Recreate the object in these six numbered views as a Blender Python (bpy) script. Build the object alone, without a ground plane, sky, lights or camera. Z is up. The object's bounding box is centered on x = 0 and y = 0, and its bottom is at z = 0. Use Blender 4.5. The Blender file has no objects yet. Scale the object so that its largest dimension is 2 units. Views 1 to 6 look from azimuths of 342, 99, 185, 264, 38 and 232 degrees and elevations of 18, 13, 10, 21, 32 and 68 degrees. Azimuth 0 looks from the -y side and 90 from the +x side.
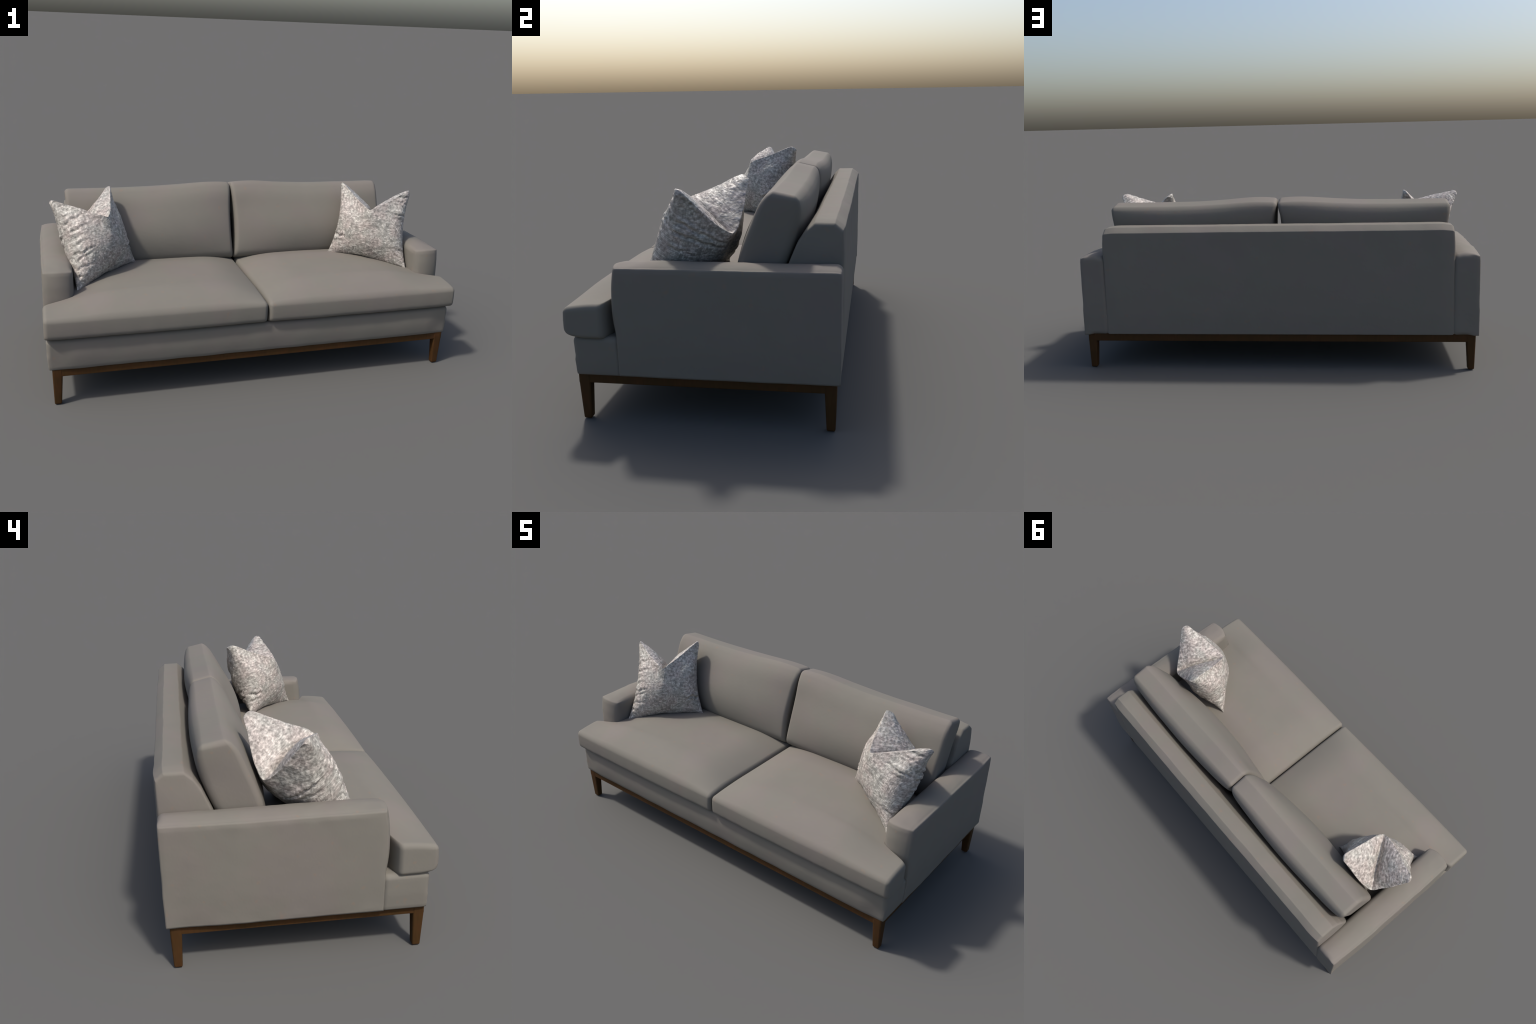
# Two-seat upholstered sofa on a walnut frame with two chopped throw pillows.
import bpy, bmesh, math, random
import numpy as np
from mathutils import Vector, Matrix, noise

random.seed(7)
COL = bpy.context.scene.collection


# ------------------------------------------------------------------ helpers
def smoothstep(a, b, x):
    t = min(1.0, max(0.0, (x - a) / (b - a)))
    return t * t * (3 - 2 * t)


def curve(keys, x):
    """Smooth monotone interpolation through (position, value) keys."""
    if x <= keys[0][0]:
        return keys[0][1]
    for i in range(len(keys) - 1):
        x0, y0 = keys[i]
        x1, y1 = keys[i + 1]
        if x <= x1:
            def slope(j):
                if j <= 0 or j >= len(keys) - 1:
                    j0, j1 = max(0, j - 1), min(len(keys) - 1, j + 1)
                else:
                    j0, j1 = j - 1, j + 1
                return (keys[j1][1] - keys[j0][1]) / (keys[j1][0] - keys[j0][0])
            h = x1 - x0
            t = (x - x0) / h
            m0, m1 = slope(i) * h, slope(i + 1) * h
            return ((2 * t**3 - 3 * t**2 + 1) * y0 + (t**3 - 2 * t**2 + t) * m0
                    + (-2 * t**3 + 3 * t**2) * y1 + (t**3 - t**2) * m1)
    return keys[-1][1]


def wobble(p, amount, scale):
    return amount * noise.noise(Vector(p) * scale)


def make_object(name, verts, faces, mat, parent=None, smooth=True, angle=None):
    me = bpy.data.meshes.new(name)
    me.from_pydata([tuple(v) for v in verts], [], faces)
    me.validate()
    me.update()
    me.materials.append(mat)
    ob = bpy.data.objects.new(name, me)
    COL.objects.link(ob)
    if smooth:
        me.polygons.foreach_set("use_smooth", [True] * len(me.polygons))
    if angle:
        me.set_sharp_from_angle(angle=math.radians(angle))
    if parent:
        ob.parent = parent
    return ob


def axis_steps(half, r, n, m=5):
    """Grid positions along one axis of a rounded box, dense in the rounding."""
    inner = half - r
    edge = [inner + r * math.tan(math.pi / 4 * i / m) for i in range(1, m + 1)]
    core = list(np.linspace(-inner, inner, n + 1))
    return [-e for e in reversed(edge)] + core + edge


def rounded_box(half, r, n, shape, crisp=None):
    """Closed box grid with round edges, every point sent through shape(x, y, z).
    crisp(x, y, z) in 0..1 tightens the rounding of chosen edges."""
    steps = [axis_steps(half[k], r, n[k]) for k in range(3)]
    index, verts, faces = {}, [], []

    def vert(i, j, k):
        key = (i, j, k)
        if key not in index:
            p = np.array([steps[0][i], steps[1][j], steps[2][k]])
            q = np.clip(p, [-(h - r) for h in half], [h - r for h in half])
            d = p - q
            length = np.linalg.norm(d)
            if length > 1e-9:
                tight = crisp(*p) if crisp else 0.0
                p = (q + d / length * r) * (1 - tight) + p * tight
            index[key] = len(verts)
            verts.append(shape(*p))
        return index[key]

    N = [len(s) - 1 for s in steps]
    for a in range(3):
        b, c = (a + 1) % 3, (a + 2) % 3
        for side in (0, N[a]):
            for i in range(N[b]):
                for j in range(N[c]):
                    quad = []
                    for di, dj in ((0, 0), (1, 0), (1, 1), (0, 1)):
                        key = [0, 0, 0]
                        key[a], key[b], key[c] = side, i + di, j + dj
                        quad.append(vert(*key))
                    faces.append(quad if side else quad[::-1])
    return verts, faces


def round_profile(corners, seg=6, spacing=0.03):
    """Closed 2D outline from (x, y, radius) corners; long sides are subdivided."""
    out, n = [], len(corners)
    for i in range(n):
        p = np.array(corners[i][:2])
        a = np.array(corners[i - 1][:2]) - p
        b = np.array(corners[(i + 1) % n][:2]) - p
        la, lb = np.linalg.norm(a), np.linalg.norm(b)
        a, b = a / la, b / lb
        half = math.acos(max(-1, min(1, float(a @ b)))) / 2
        r = corners[i][2]
        if r < 1e-6 or half > math.pi / 2 - 0.02:
            out.append(p)
            continue
        t = min(r / math.tan(half), la * 0.48, lb * 0.48)
        p0, p1 = p + a * t, p + b * t
        for k in range(seg + 1):
            u = k / seg
            out.append((1 - u) ** 2 * p0 + 2 * u * (1 - u) * p + u * u * p1)
    dense = []
    for i, p in enumerate(out):
        q = out[(i + 1) % len(out)]
        m = max(1, int(np.linalg.norm(q - p) / spacing))
        dense += [p + (q - p) * k / m for k in range(m)]
    return np.array(dense)


def extruded(outline, a0, a1, r, steps, bulge, place):
    """Sweep a 2D outline from a0 to a1 with rounded ends and swollen end caps.
    place(u, v, a) gives the point in space."""
    centre = (outline.max(0) + outline.min(0)) / 2
    radial = outline - centre
    radial /= np.linalg.norm(radial, axis=1)[:, None]
    rings, m = [], 5

    def cap(a, sign):
        rs = []
        for k in range(9):                       # from the middle out
            f = (k + 0.5) / 9.0
            ring = centre + (outline - radial * r - centre) * f
            rs.append((ring, a + sign * bulge * (1 - f * f)))
        for k in range(m + 1):                   # rounding
            t = math.pi / 2 * k / m
            rs.append((outline - radial * r * (1 - math.sin(t)), a - sign * r * (1 - math.cos(t))))
        return rs

    first, last = cap(a0, -1), cap(a1, 1)
    rings += first
    for k in range(1, steps):
        a = a0 + r + (a1 - a0 - 2 * r) * k / steps
        rings.append((outline, a))
    rings += last[::-1]
    verts, faces, n = [], [], len(outline)
    for ring, a in rings:
        verts += [place(p[0], p[1], a) for p in ring]
    for i in range(len(rings) - 1):
        for j in range(n):
            k = (j + 1) % n
            faces.append([i * n + j, i * n + k, (i + 1) * n + k, (i + 1) * n + j])
    faces.append(list(range(n))[::-1])
    faces.append([(len(rings) - 1) * n + j for j in range(n)])
    return verts, faces


def fix_normals(ob, weld=None):
    bm = bmesh.new()
    bm.from_mesh(ob.data)
    if weld:
        bmesh.ops.remove_doubles(bm, verts=bm.verts, dist=weld)
    bmesh.ops.recalc_face_normals(bm, faces=bm.faces)
    bm.to_mesh(ob.data)
    bm.free()


# ---------------------------------------------------------------- materials
class Nodes:
    def __init__(self, name):
        self.mat = bpy.data.materials.new(name)
        self.mat.use_nodes = True
        self.t = self.mat.node_tree
        self.t.nodes.clear()
        self.out = self.add("ShaderNodeOutputMaterial")
        self.bsdf = self.add("ShaderNodeBsdfPrincipled")
        self.link(self.bsdf.outputs[0], self.out.inputs[0])
        self.coord = self.add("ShaderNodeTexCoord").outputs["Object"]

    def add(self, kind, **kw):
        n = self.t.nodes.new(kind)
        for k, v in kw.items():
            setattr(n, k, v)
        return n

    def link(self, a, b):
        self.t.links.new(a, b)

    def mapped(self, scale=(1, 1, 1), location=(0, 0, 0), source=None):
        m = self.add("ShaderNodeMapping")
        m.inputs["Scale"].default_value = scale
        m.inputs["Location"].default_value = location
        self.link(source or self.coord, m.inputs["Vector"])
        return m.outputs[0]

    def noise(self, vec, scale, detail=2.0, rough=0.5, distort=0.0):
        n = self.add("ShaderNodeTexNoise")
        n.inputs["Scale"].default_value = scale
        n.inputs["Detail"].default_value = detail
        n.inputs["Roughness"].default_value = rough
        n.inputs["Distortion"].default_value = distort
        self.link(vec, n.inputs["Vector"])
        return n.outputs[0]

    def ramp(self, fac, stops):
        r = self.add("ShaderNodeValToRGB")
        el = r.color_ramp.elements
        while len(el) < len(stops):
            el.new(0.5)
        for e, (pos, c) in zip(el, stops):
            e.position = pos
            e.color = (c, c, c, 1) if isinstance(c, float) else (*c, 1)
        self.link(fac, r.inputs[0])
        return r.outputs[0]

    def mix(self, fac, a, b, mode="MIX"):
        m = self.add("ShaderNodeMix", data_type="RGBA", blend_type=mode)
        for sock, v in ((m.inputs[0], fac), (m.inputs[6], a), (m.inputs[7], b)):
            if isinstance(v, (int, float)):
                sock.default_value = v
            elif isinstance(v, tuple):
                sock.default_value = (*v, 1)
            else:
                self.link(v, sock)
        return m.outputs[2]

    def math(self, op, a, b=0.5):
        m = self.add("ShaderNodeMath", operation=op)
        for sock, v in ((m.inputs[0], a), (m.inputs[1], b)):
            if isinstance(v, (int, float)):
                sock.default_value = v
            else:
                self.link(v, sock)
        return m.outputs[0]

    def bump(self, height, strength, distance, normal=None):
        b = self.add("ShaderNodeBump")
        b.inputs["Strength"].default_value = strength
        b.inputs["Distance"].default_value = distance
        self.link(height, b.inputs["Height"])
        if normal:
            self.link(normal, b.inputs["Normal"])
        self.link(b.outputs[0], self.bsdf.inputs["Normal"])
        return b.outputs[0]


def fabric_material():
    n = Nodes("grey_upholstery")
    patch = n.noise(n.coord, 5.5, 2.0, 0.5)
    tone = n.ramp(patch, [(0.38, (0.1555, 0.1457, 0.1250)), (0.48, (0.1568, 0.1454, 0.1254)),
                          (0.56, (0.1596, 0.1444, 0.1260)), (0.68, (0.1592, 0.1432, 0.1278))])
    soft = n.ramp(n.noise(n.mapped((1, 1, 1), (4, 1, 2)), 11.0, 3.0, 0.6), [(0.3, 0.985), (0.7, 1.015)])
    col = n.mix(1.0, tone, soft, "MULTIPLY")
    # sparse rusty flecks
    fleck = n.ramp(n.noise(n.mapped((1, 1, 1), (9, 3, 5)), 34.0, 1.0, 0.4), [(0.71, 0.0), (0.77, 1.0)])
    col = n.mix(n.math("MULTIPLY", fleck, 0.25), col, (0.215, 0.142, 0.100))
    n.link(col, n.bsdf.inputs["Base Color"])
    n.bsdf.inputs["Roughness"].default_value = 0.85
    n.bsdf.inputs["Specular IOR Level"].default_value = 0.25
    n.bump(n.noise(n.coord, 60.0, 3.0, 0.6), 0.12, 0.004)
    return n.mat


def wood_material():
    n = Nodes("walnut_wood")
    grain = n.noise(n.mapped((6, 6, 6)), 3.0, 4.0, 0.6, 0.6)
    fine = n.noise(n.mapped((90, 90, 12)), 1.5, 2.0, 0.6)
    col = n.ramp(grain, [(0.3, (0.047, 0.0242, 0.0072)), (0.5, (0.053, 0.0250, 0.0078)), (0.7, (0.061, 0.0256, 0.0083))])
    col = n.mix(1.0, col, n.ramp(fine, [(0.3, 0.88), (0.7, 1.08)]), "MULTIPLY")
    n.link(col, n.bsdf.inputs["Base Color"])
    n.bsdf.inputs["Roughness"].default_value = 0.6
    n.bsdf.inputs["Specular IOR Level"].default_value = 0.15
    return n.mat


def pillow_material():
    n = Nodes("silver_weave")
    # slightly wandering threads on the pillow's own axes (x across, z up)
    warp = n.noise(n.coord, 14.0, 2.0, 0.5)
    sep = n.add("ShaderNodeSeparateXYZ")
    n.link(n.coord, sep.inputs[0])
    x = n.math("ADD", sep.outputs[0], n.math("MULTIPLY", warp, 0.004))
    z = n.math("ADD", sep.outputs[2], n.math("MULTIPLY", warp, 0.006))
    comb = n.add("ShaderNodeCombineXYZ")
    n.link(x, comb.inputs[0])
    n.link(z, comb.inputs[1])

    def threads(length, height, turn):
        b = n.add("ShaderNodeTexBrick", offset=0.5, squash=1.0)
        m = n.add("ShaderNodeMapping")
        m.inputs["Rotation"].default_value = (0, 0, turn)
        n.link(comb.outputs[0], m.inputs["Vector"])
        n.link(m.outputs[0], b.inputs["Vector"])
        b.inputs["Color1"].default_value = (0.30, 0.30, 0.30, 1)
        b.inputs["Color2"].default_value = (0.78, 0.78, 0.78, 1)
        b.inputs["Mortar"].default_value = (0.22, 0.22, 0.22, 1)
        b.inputs["Scale"].default_value = 1.0
        b.inputs["Mortar Size"].default_value = height * 0.16
        b.inputs["Mortar Smooth"].default_value = 0.8
        b.inputs["Brick Width"].default_value = length
        b.inputs["Row Height"].default_value = height
        return b.outputs["Color"]
    which = n.ramp(n.noise(n.coord, 24.0, 1.0, 0.5), [(0.50, 0.0), (0.60, 1.0)])
    thread = n.mix(which, threads(0.016, 0.0062, 0.0), threads(0.014, 0.0065, 1.5708))
    blot = n.noise(n.mapped((1, 0.8, 1), (2, 5, 8)), 85.0, 1.5, 0.5)
    # threads show low down, knots on the ears
    high = n.add("ShaderNodeMapRange")
    high.inputs[1].default_value, high.inputs[2].default_value = 0.14, 0.30
    high.inputs[3].default_value, high.inputs[4].default_value = 0.50, 0.80
    n.link(z, high.inputs[0])
    weave = n.mix(high.outputs[0], thread, blot)
    col = n.ramp(weave, [(0.32, (0.190, 0.176, 0.159)), (0.50, (0.332, 0.308, 0.280)), (0.68, (0.56, 0.52, 0.475))])  # last stop lightened to paint in sun highlights; tint warmed against bluish shade
    hue = n.noise(n.coord, 16.0, 2.0, 0.5)
    col = n.mix(1.0, col, n.ramp(hue, [(0.38, (0.97, 1.0, 0.99)), (0.62, (1.03, 0.98, 0.98))]), "MULTIPLY")
    n.link(col, n.bsdf.inputs["Base Color"])
    n.bsdf.inputs["Roughness"].default_value = 0.42
    n.bsdf.inputs["Specular IOR Level"].default_value = 0.4
    n.bump(weave, 0.5, 0.006)
    return n.mat


FABRIC, WOOD, SILVER = fabric_material(), wood_material(), pillow_material()

# ---------------------------------------------------------------- sofa root
sofa = bpy.data.objects.new("sofa", None)
COL.objects.link(sofa)
sofa["label"] = "warm grey two-seat sofa on slim walnut legs"
sofa["category"] = "sofa"

# --------------------------------------------------------------- wooden base
RX, RF, RB = 0.969, -0.456, 0.473          # outer faces of the rail
wooden_base = None


def chamfered_box(x0, x1, y0, y1, z0, z1):
    c = ((x0 + x1) / 2, (y0 + y1) / 2, (z0 + z1) / 2)
    h = ((x1 - x0) / 2, (y1 - y0) / 2, (z1 - z0) / 2)
    return rounded_box(h, 0.0025, (40 if h[0] > 0.5 else 1, 20 if h[1] > 0.3 else 1, 1),
                       lambda x, y, z: (c[0] + x, c[1] + y, c[2] + z))


def merge(parts):
    V, F = [], []
    for v, f in parts:
        o = len(V)
        V += v
        F += [[i + o for i in q] for q in f]
    return V, F


T = 0.036
rails = merge([
    chamfered_box(-RX, RX, RF, RF + T, 0.141, 0.185),
    chamfered_box(-RX, RX, RB - T, RB, 0.141, 0.185),
    chamfered_box(-RX + 0.001, -RX + T, RF + T - 0.004, RB - T + 0.004, 0.1415, 0.184),
    chamfered_box(RX - T, RX - 0.001, RF + T - 0.004, RB - T + 0.004, 0.1415, 0.184)])
wooden_base = make_object("wooden_base", *rails, WOOD, sofa)


def leg_mesh(sx, sy):
    """Square leg with its outer faces nearly upright and its inner ones tapered."""
    xo, xi = (0.970, 0.926), (0.9665, 0.935)            # outer, inner: at top, at foot
    yo, yi = ((0.474, 0.431), (0.469, 0.438)) if sy > 0 else ((0.457, 0.414), (0.449, 0.419))

    def shape(x, y, z):
        t = (z + 0.08) / 0.16                           # 0 at the foot, 1 on top
        t2 = min(1.0, t * 1.25)
        ox, ix = xi[0] + (xo[0] - xi[0]) * t2, xi[1] + (xo[1] - xi[1]) * t2
        oy, iy = yi[0] + (yo[0] - yi[0]) * t2, yi[1] + (yo[1] - yi[1]) * t2
        fx, fy = (x + 0.02) / 0.04, (y + 0.02) / 0.04   # 0 inner, 1 outer
        return (sx * (ix + (ox - ix) * fx), sy * (iy + (oy - iy) * fy), t * 0.184)

    v, f = rounded_box((0.02, 0.02, 0.08), 0.007, (1, 1, 8), shape)
    return v, (f if sx * sy > 0 else [q[::-1] for q in f])


for sx in (-1, 1):
    for sy in (-1, 1):
        leg = make_object("leg", *leg_mesh(sx, sy), WOOD, wooden_base)

# ------------------------------------------------------ upholstered seat base
def base_shape(x, y, z):
    # front apron spans the full width; behind it the deck runs between the arms
    xs = x / 0.985
    width = 0.984 - 0.05 * smoothstep(-0.288, -0.276, y)
    zz = 0.247 + z
    lean = -0.004 * smoothstep(0.18, 0.31, zz)
    w = width - 0.004 * (1 - smoothstep(0.18, 0.25, zz))
    p = (xs * w * (1.006 if x < 0 else 1.0), y - 0.006 + lean * (1 if y < 0 else 0), zz)
    d = wobble(p, 0.002, 7.0)
    if y < -0.4:
        d -= 0.010 * (1 - smoothstep(0.86, 0.97, abs(p[0]))) * math.sin(math.pi * min(1, max(0, (zz - 0.16) / 0.17)))
        d += -0.003 * math.exp(-((p[0] - 0.03) / 0.012) ** 2) * smoothstep(0.27, 0.31, zz)
    sag = 0.002 * noise.noise(Vector((p[0] * 9, 3.1, 0))) if zz < 0.2 else 0
    return (p[0], p[1] + d, p[2] + sag)


v, f = rounded_box((0.985, 0.455, 0.0735), 0.021, (110, 60, 8), base_shape,
                   lambda x, y, z: 0.5 if z < 0 else 0.0)
make_object("upholstered_base", v, f, FABRIC, sofa)

# -------------------------------------------------------------------- arms
def arm_crisp(x, y, z):
    # the outer edges are sewn tight, the inner ones are soft
    low = smoothstep(-0.03, -0.09, z) * smoothstep(0.0, 0.05, x)
    face = 0.45 * smoothstep(-0.34, -0.38, y) * smoothstep(0.10, 0.18, z)
    return min(0.9, max(0.4 * low + 0.60 * smoothstep(0.0, 0.05, x), face)) + (0.25 if z < -0.1 else 0) * smoothstep(0.0, -0.05, x)


for side in (-1, 1):
    def arm_shape(x, y, z, side=side):
        spread = 0.0065 if side < 0 else 0.001           # the left arm stands out a little more
        px, py, pz = 0.9205 + x, 0.0955 + y, 0.3755 + z * 1.005
        h = smoothstep(-0.198, -0.06, z)
        belly = math.sin(math.pi * min(1, max(0, (z + 0.198) / 0.396))) ** 0.8
        front = smoothstep(-0.17, -0.295, py)
        rear = smoothstep(0.40, 0.48, py)
        py -= front * (0.018 * (1 - (x / 0.064) ** 2) * smoothstep(-0.15, 0.0, z) + 0.008 * belly * smoothstep(-0.06, 0.05, z) + 0.003)
        py += front * 0.004 * smoothstep(0.12, 0.19, z) + rear * 0.003 * h
        if x > 0:
            px += (-0.003 * (1 - h) + 0.002 * belly) * smoothstep(0, 0.05, x)
        else:
            px += -0.004 * belly * smoothstep(0, -0.05, x) * (1 - front)
            pz -= 0.004 * smoothstep(0.03, -0.05, x) * (1 if z < 0 else 0) * 0 + 0.003 * smoothstep(0.0, 0.19, z) * smoothstep(0.0, -0.05, x)
        px += (spread * (1 - smoothstep(0.20, 0.46, py)) - 0.0035 * smoothstep(0.36, 0.485, py) * h) * smoothstep(-0.03, 0.06, x)
        pz += 0.010 * smoothstep(0.10, 0.198, z) * max(0.0, 1 - ((x + 0.008) / 0.06) ** 2) * (1 - 0.6 * front)
        p = (side * px, py, pz)
        d = wobble(p, 0.0022, 8.0) + wobble(p, 0.0012, 24.0)
        return (p[0] + side * d * (0.35 + 0.65 * smoothstep(0.15, 0.19, abs(z))) * smoothstep(-0.03, 0.05, x), p[1] + d * 0.5, p[2] + d * smoothstep(0.0, 0.18, z))
    v, f = rounded_box((0.064, 0.3905, 0.198), 0.024, (8, 64, 34), arm_shape, arm_crisp)
    if side < 0:
        f = [q[::-1] for q in f]
    make_object("armrest", v, f, FABRIC, sofa)

# ------------------------------------------------------------------ backrest
BACK = round_profile([(0.20, 0.20, 0.0), (0.485, 0.1785, 0.006), (0.4885, 0.45, 0.3), (0.4880, 0.697, 0.006),
                      (0.4585, 0.7225, 0.006), (0.387, 0.7225, 0.012), (0.356, 0.692, 0.02),
                      (0.326, 0.645, 0.04), (0.292, 0.56, 0.08), (0.25, 0.42, 0.05)], 5, 0.025)


def back_place(u, w, a):
    d = 0.0028 * noise.noise(Vector((a * 7, u * 9, w * 9))) + 0.0012 * noise.noise(Vector((a * 22, u * 12, w * 12)))
    d *= smoothstep(0.45, 0.6, w)
    end = smoothstep(0.80, 0.862, abs(a))
    x = a * (1.0 + 0.004 * smoothstep(0.6, 0.3, w)) - math.copysign(0.006, a) * end * smoothstep(0.60, 0.72, w)
    hollow = 0.012 * (1 - smoothstep(0.45, 0.85, abs(a))) * smoothstep(0.40, 0.33, u)
    rear = 0.004 * smoothstep(0.45, 0.485, u) * smoothstep(0.18, 0.3, w) * (1 - smoothstep(0.80, 0.86, abs(a)))
    return (x, u + d + hollow + rear, w - 0.006 * end * smoothstep(0.66, 0.72, w) + d * 0.6)


v, f = extruded(BACK, -0.8625, 0.8625, 0.014, 90, 0.004, back_place)
backrest = make_object("backrest", v, f, FABRIC, sofa)
fix_normals(backrest)

# ------------------------------------------------------------- seat cushions
for side in (-1, 1):
    def seat_shape(x, y, z, side=side):
        u = (x + 0.494) / 0.988                        # 0 at the middle seam, 1 at the outer end
        yy = y - 0.153                                 # front -0.486 ... back 0.18
        outer = 0.997 - 0.124 * smoothstep(-0.352, -0.300, yy)
        inner = 0.0140 if side > 0 else -0.0075        # the seam lies a little right of centre
        t = (z + 0.0565) / 0.113                       # 0 bottom, 1 top
        px = inner + (outer - inner) * u
        front = 1 - (1 - min(1.0, max(0.0, (yy + 0.486) / 0.17))) ** 2
        sidef = (1 - (1 - min(1.0, max(0.0, (px - inner) / 0.22))) ** 2.2) * (1 - 0.76 * smoothstep(0.68, 1.0, px / 0.992))
        back = 1 - smoothstep(-0.02, 0.18, yy)
        dome = math.sin(math.pi * min(1, max(0, u))) ** 1.2
        crown = (0.033 + (0.012 + 0.014 * dome) * back) * front * sidef + 0.006 * front
        zz = 0.315 + 0.1125 * t + crown * smoothstep(0.45, 1.0, t)
        # the front bottom edge is tucked under
        py = yy
        if t < 0.3:
            py = yy + 0.020 * (1 - t / 0.3) ** 2 * (1 - smoothstep(-0.47, -0.40, yy))
            zz += 0.007 * (1 - t / 0.3) * (1 - smoothstep(-0.486, -0.42, yy))
        belly = -0.003 * math.sin(math.pi * t) * (1 - smoothstep(-0.48, -0.4, yy))
        p = (side * px, py + belly - 0.003 - 0.005 * (1 - front) * math.sin(math.pi * min(1, max(0, u))) ** 0.6, zz)
        d = wobble(p, 0.0025, 6.0)
        dd = 0.0016 * noise.noise(Vector((p[0] * 18, p[1] * 18, 2.0))) * (1 - t)
        return (p[0], p[1] + d * 0.4 + dd, p[2] + d * 0.6)
    v, f = rounded_box((0.494, 0.333, 0.0565), 0.019, (56, 70, 8), seat_shape)
    if side < 0:
        f = [q[::-1] for q in f]
    make_object("seat_cushion", v, f, FABRIC, sofa)

# ------------------------------------------------------------- back cushions
FRONT_Y = [(0.0, 0.140), (0.06, 0.112), (0.15, 0.104), (0.40, 0.125), (0.70, 0.168), (0.88, 0.196), (1.0, 0.232)]
BACK_Y = [(0.0, 0.215), (0.40, 0.272), (0.70, 0.313), (0.88, 0.330), (1.0, 0.328)]
for side in (-1, 1):
    def cushion_shape(x, y, z, side=side):
        u = (x + 0.4275) / 0.855                       # 0 at the middle, 1 at the outer end
        v = (z + 0.2) / 0.4                            # 0 bottom, 1 top
        k = (y + 0.075) / 0.15                         # 0 front, 1 back
        px = 0.000 + 0.857 * u
        mid = math.sin(math.pi * min(1, max(0, u))) ** 0.55
        vert = math.sin(math.pi * min(1, max(0, v)) ** 0.85) ** 0.7
        yf = curve(FRONT_Y, v) - 0.020 * mid * vert - 0.022 * math.sin(math.pi * min(1, max(0, u))) ** 1.4 * math.sin(math.pi * min(1, max(0, v))) ** 1.3
        yb = curve(BACK_Y, v) + 0.048 * mid ** 0.6 * vert
        peak = curve([(0, 0.014), (0.06, 0.019), (0.14, 0.019), (0.30, 0.008), (0.45, 0.001), (0.9, 0.0), (1.0, -0.002)], px)
        top = 0.824 - 0.019 * k + peak * (1 - 0.15 * k)
        bottom = 0.438 - 0.008 * k
        zz = bottom + (top - bottom) * v
        # ends draw in where the filling thins: a slim gap opens down the middle seam
        draw = 0.012 * math.sin(math.pi * min(1, max(0, v))) * ((1 - u) ** 8)
        back_draw = 0.012 * smoothstep(0.35, 1.0, k) * smoothstep(1.0, 0.75, v) * ((1 - u) ** 6)
        out_draw = (0.012 * k - 0.002) * smoothstep(0.98, 0.6, v) * (u ** 8)
        px += draw + back_draw - out_draw
        p = (side * px, yf + (yb - yf) * k, zz)
        d = wobble(p, 0.003, 5.0)
        return (p[0], p[1] + d, p[2] + d * 0.5 * v)
    v, f = rounded_box((0.4275, 0.075, 0.2), 0.021, (56, 10, 36), cushion_shape)
    if side < 0:
        f = [q[::-1] for q in f]
    make_object("back_cushion", v, f, FABRIC, sofa)


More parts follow.
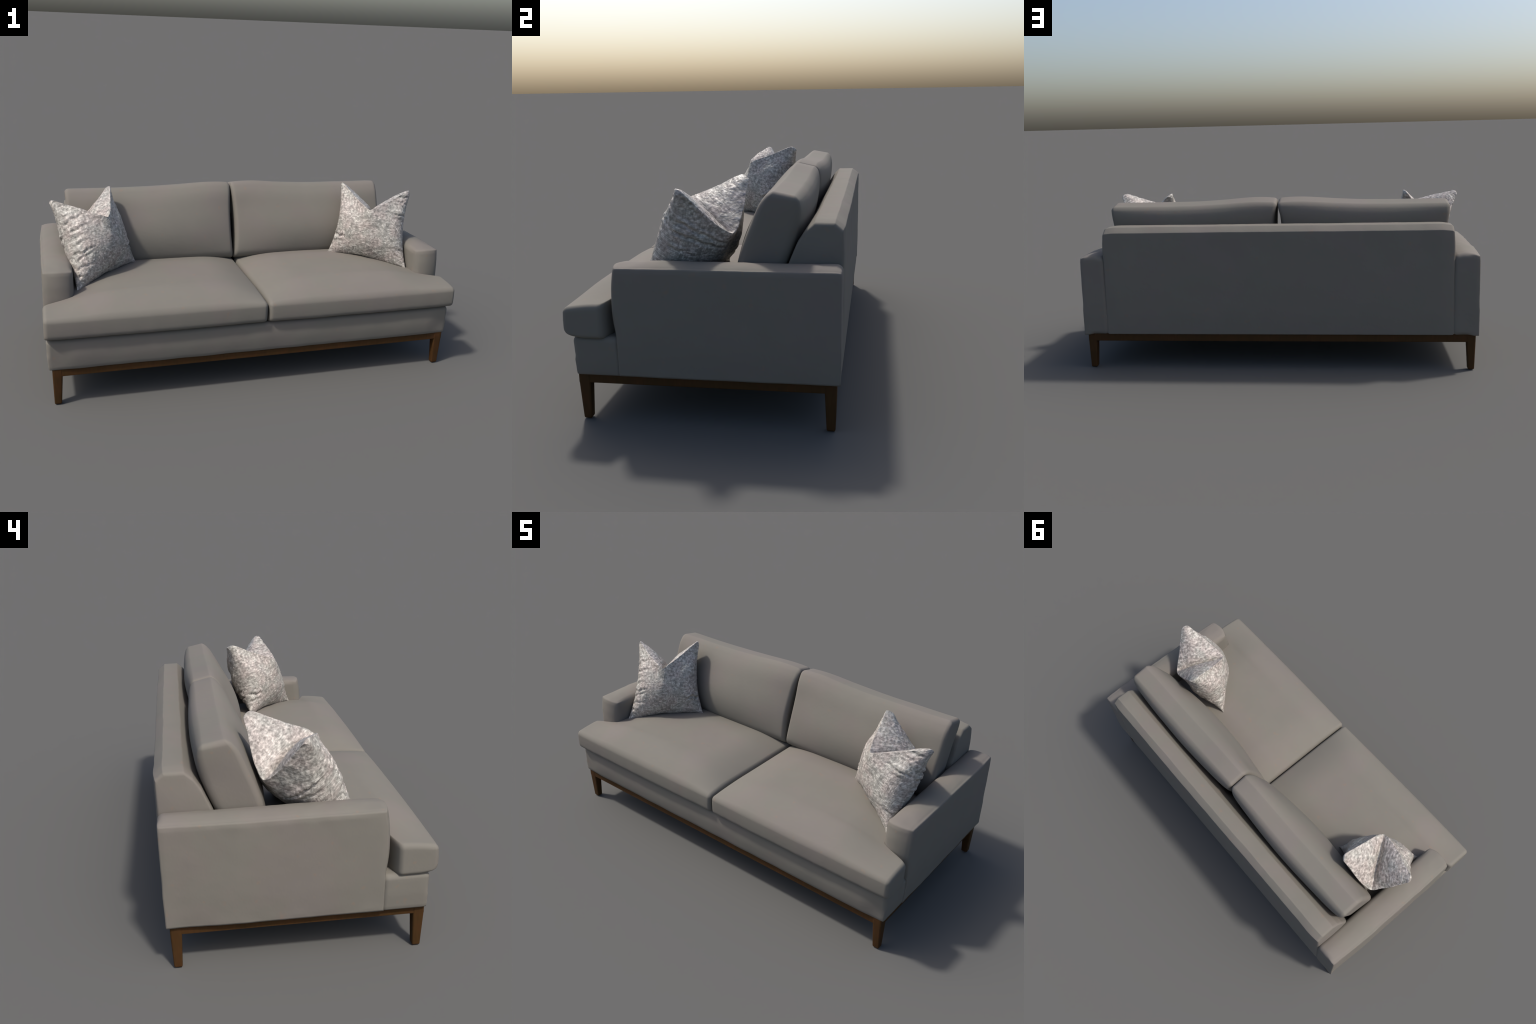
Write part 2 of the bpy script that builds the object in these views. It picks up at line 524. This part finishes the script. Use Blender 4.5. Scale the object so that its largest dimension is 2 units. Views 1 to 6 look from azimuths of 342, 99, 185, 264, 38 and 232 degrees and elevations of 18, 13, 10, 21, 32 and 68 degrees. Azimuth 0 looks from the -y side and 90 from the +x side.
# ------------------------------------------------------------- throw pillows
def throw_pillow(bl, br, tl, tr, folds, seed, set_back=0.0):
    """Square pillow with a chopped top: two ears, a V between them, a fat middle.
    bl, br, tl, tr: the four corners as seen from its front.
    folds: (edge side, face, height, reach, depth, tilt) creases at the side seams."""
    bl, br, tl, tr = map(Vector, (bl, br, tl, tr))
    origin = (bl + br) / 2
    up = (tl + tr) / 2 - origin
    H = up.length
    U = up.normalized()
    S = ((br - bl) + (tr - tl)).normalized()
    N = S.cross(U).normalized()                        # S right, U up -> N towards the viewer
    S = U.cross(N).normalized() * -1 if U.cross(N).dot(S) < 0 else U.cross(N).normalized()
    tl, tr = tl - S * 0.011 + U * 0.004, tr + S * 0.011 + U * 0.004   # room for the blunt tips
    frame = Matrix((S, N, U)).transposed()
    inv = frame.transposed()
    c = [inv @ (p - origin) for p in (bl, br, tl, tr)]
    outer = 1 if origin.x > 0 else -1                  # which ear stands by the arm
    NS, NF, NC = 120, 90, 34                           # across, up one face, over the top
    half = 0.131
    verts, faces = [], []
    ring = 2 * NF + 2 * NC
    off = Vector((seed * 3.7, seed * 1.3, seed * 2.1))
    for i in range(NS + 1):
        a = -1 + 2 * i / NS
        s = math.sin(a * math.pi / 2) * 0.35 + a * 0.65   # a little denser at the ends
        q = abs(s)
        # ridge line of the chop on the front and the back face, and the seam between
        fold = {1: (0.612 + 0.388 * q ** 1.12) * H, -1: (0.67 + 0.33 * q ** 1.3) * H}
        blunt = 0.034 * max(0.0, (q - 0.91) / 0.09) ** 2     # the ears end in round tips
        fold = {k: h_ - blunt for k, h_ in fold.items()}
        seam = (0.635 + 0.365 * q ** (0.64 if s * outer > 0 else 0.66)) * H - blunt
        u_bot = 0.018 * (1 - q ** 2)
        end = math.sqrt(max(0.0, 1 - q ** 10))
        w_mid = 0.113 * (1 - q ** 2.3) ** 0.58 + 0.006 * end
        soft = (math.sqrt(q * q + 0.0484) - 0.22) / (math.sqrt(1.0484) - 0.22)   # no hard ridge below the chop
        w_top = half * (0.25 * (1 - q) + 0.75 * (1 - soft)) ** 1.08 + 0.013 * end
        w_top *= smoothstep(1.0, 0.985, q) if q > 0.985 else 1.0
        pts = []

        def width(t):
            low = (1 - (1 - min(1, t / 0.72)) ** 2.0) ** 0.72
            blend = smoothstep(0.50, 1.0, t)
            return low * (w_mid * (1 - blend) + w_top * blend)
        side_t = []
        for j in range(NF):
            t = j / NF
            side_t.append(0.5 * t + 0.5 * (1 - math.cos(math.pi * t)) / 2)
        for t in side_t:
            pts.append((width(t), u_bot + (fold[1] - u_bot) * t, t, 1))
        for j in range(2 * NC):
            r = math.cos(math.pi * j / (2 * NC))
            base = (fold[1] + fold[-1]) / 2 + (fold[1] - fold[-1]) / 2 * r
            dome = max(0.0, seam - (fold[1] + fold[-1]) / 2) * (1 - abs(r) ** 1.45)
            crease = 0.022 * math.exp(-(q / 0.03) ** 1.2) * (1 - r ** 4)
            pts.append((w_top * r, base + dome - crease, 1.0, 0))
        pts.append((-w_top, fold[-1], 1.0, -1))
        for t in side_t[:0:-1]:
            pts.append((-width(t), u_bot + (fold[-1] - u_bot) * t, t, -1))
        for n_, u_, t, face in pts:
            tt = max(0.0, min(1.0, u_ / H))
            left = c[0].lerp(c[2], tt)
            right = c[1].lerp(c[3], tt)
            waist = 1 - 0.155 * max(0.0, math.sin(math.pi * tt)) ** 0.8 * q ** 2
            m = (left + right) / 2
            x = m.x + (right.x - left.x) / 2 * s * waist
            y = m.y + (right.y - left.y) / 2 * s + n_ + set_back * (1 - q ** 2)
            z = u_ + (right.z - left.z) / 2 * s
            verts.append([x, y, z, s, tt, face])
    n = len(pts)
    P = np.array([v[:3] for v in verts]).reshape(NS + 1, n, 3)
    # relax the ridges and the seams a little
    for _ in range(9):
        L = P.copy()
        avg = (np.roll(P, 1, 1) + np.roll(P, -1, 1)) / 2
        L[1:-1] = P[1:-1] * 0.4 + (0.6 * avg[1:-1])
        P = L
    for _ in range(2):
        L = P.copy()
        L[1:-1] = P[1:-1] * 0.5 + 0.25 * (P[2:] + P[:-2])
        P = L
    # surface normals from the grid
    ds = np.gradient(P, axis=0)
    dt = np.roll(P, -1, 1) - np.roll(P, 1, 1)
    nr = np.cross(dt, ds)
    nr /= np.linalg.norm(nr, axis=2)[:, :, None] + 1e-9
    mid = P.mean((0, 1))
    if np.sum(nr * (P - mid)) < 0:
        nr = -nr
    out = []
    for i in range(NS + 1):
        for j in range(n):
            _, _, _, s, tt, face = verts[i * n + j]
            p = Vector(P[i, j])
            k = Vector(nr[i, j])
            q = abs(s)
            if i in (0, NS):
                out.append(p)
                continue
            d = -0.0025 * math.exp(-(s / 0.05) ** 2) * smoothstep(0.38, 0.6, tt) * abs(face)
            for edge, fc, height, reach, depth, tilt in folds:
                if edge * s <= 0 or fc * face < 0:
                    continue
                inward = (1 - q) / reach
                if inward > 1.6:
                    continue
                line = tt - height - tilt * (1 - q) - 0.022 * noise.noise(Vector((s * 7, height * 30, seed)))
                fall = max(0.0, 1 - inward / 1.6) ** 0.8 * smoothstep(0.0, 0.08, 1 - q)
                sig = 0.007 + 0.006 * ((height * 37.0) % 1.0)
                fall *= 0.75 + 0.9 * noise.noise(Vector((s * 13, height * 50, seed + 4)))
                d += depth * fall * (-math.exp(-(line / sig) ** 2) + 0.75 * math.exp(-((line - 0.030) / 0.016) ** 2)
                                     + 0.35 * math.exp(-((line + 0.026) / 0.014) ** 2))
            d = max(-0.016, min(0.0045, d))
            # soft lumps and knobbly cloth
            lump = 0.0045 * noise.noise(p * 11 + off) + 0.0022 * noise.noise(p * 28 + off)
            cloth = 0.0011 * noise.noise(Vector((p.x * 95, p.y * 95, p.z * 130)) + off)
            edge_pucker = 0.0028 * noise.noise(Vector((s * 4, face * 3.0, p.z * 60)) + off) * smoothstep(0.6, 0.97, q)
            out.append(p + k * (d + lump * smoothstep(1.0, 0.85, q) + cloth * smoothstep(1.0, 0.96, q) + edge_pucker * smoothstep(1.0, 0.90, q)))
    for i in range(NS):
        for j in range(n):
            k = (j + 1) % n
            faces.append([i * n + j, (i + 1) * n + j, (i + 1) * n + k, i * n + k])
    ob = make_object("throw_pillow", out, faces, SILVER)
    fix_normals(ob, 1e-5)
    ob.matrix_world = Matrix.Translation(origin) @ frame.to_4x4()
    ob["label"] = "silvery woven throw pillow with chopped top"
    ob["category"] = "pillow"
    return ob


# (side, face, height, reach, depth, tilt)
throw_pillow((-0.842, -0.254, 0.449), (-0.530, 0.042, 0.482), (-0.938, -0.024, 0.840), (-0.652, 0.150, 0.860),
             [(-1, 1, 0.70, 0.33, 0.008, 0.06), (-1, 1, 0.60, 0.40, 0.008, 0.02), (-1, 1, 0.54, 0.30, 0.005, -0.03),
              (-1, 1, 0.45, 0.30, 0.005, 0.05), (-1, 1, 0.36, 0.42, 0.011, 0.01), (-1, 1, 0.30, 0.46, 0.007, 0.07),
              (-1, 1, 0.22, 0.32, 0.009, 0.00), (-1, 1, 0.13, 0.25, 0.006, 0.0), (1, 1, 0.24, 0.26, 0.016, -0.04),
              (-1, -1, 0.60, 0.75, 0.020, -0.20), (-1, -1, 0.50, 0.35, 0.007, -0.10), (-1, -1, 0.30, 0.5, 0.016, -0.10),
              (1, -1, 0.45, 0.3, 0.005, 0.05)], 1)
throw_pillow((0.498, 0.014, 0.484), (0.840, -0.252, 0.456), (0.596, 0.109, 0.858), (0.914, -0.071, 0.843),
             [(-1, 1, 0.27, 0.26, 0.016, -0.08), (-1, 1, 0.18, 0.20, 0.008, 0.05), (-1, -1, 0.26, 0.5, 0.016, -0.04), (-1, -1, 0.36, 0.4, 0.009, -0.06),
              (1, 1, 0.88, 0.22, 0.006, -0.04), (1, 1, 0.80, 0.30, 0.007, -0.02), (1, 1, 0.65, 0.42, 0.013, -0.02),
              (1, 1, 0.57, 0.30, 0.006, 0.03), (1, 1, 0.20, 0.24, 0.008, 0.05), (1, 1, 0.11, 0.22, 0.006, 0.05),
              (1, -1, 0.72, 0.6, 0.013, -0.16), (1, -1, 0.62, 0.65, 0.013, -0.12), (1, -1, 0.48, 0.4, 0.006, -0.08)], 2, -0.010)
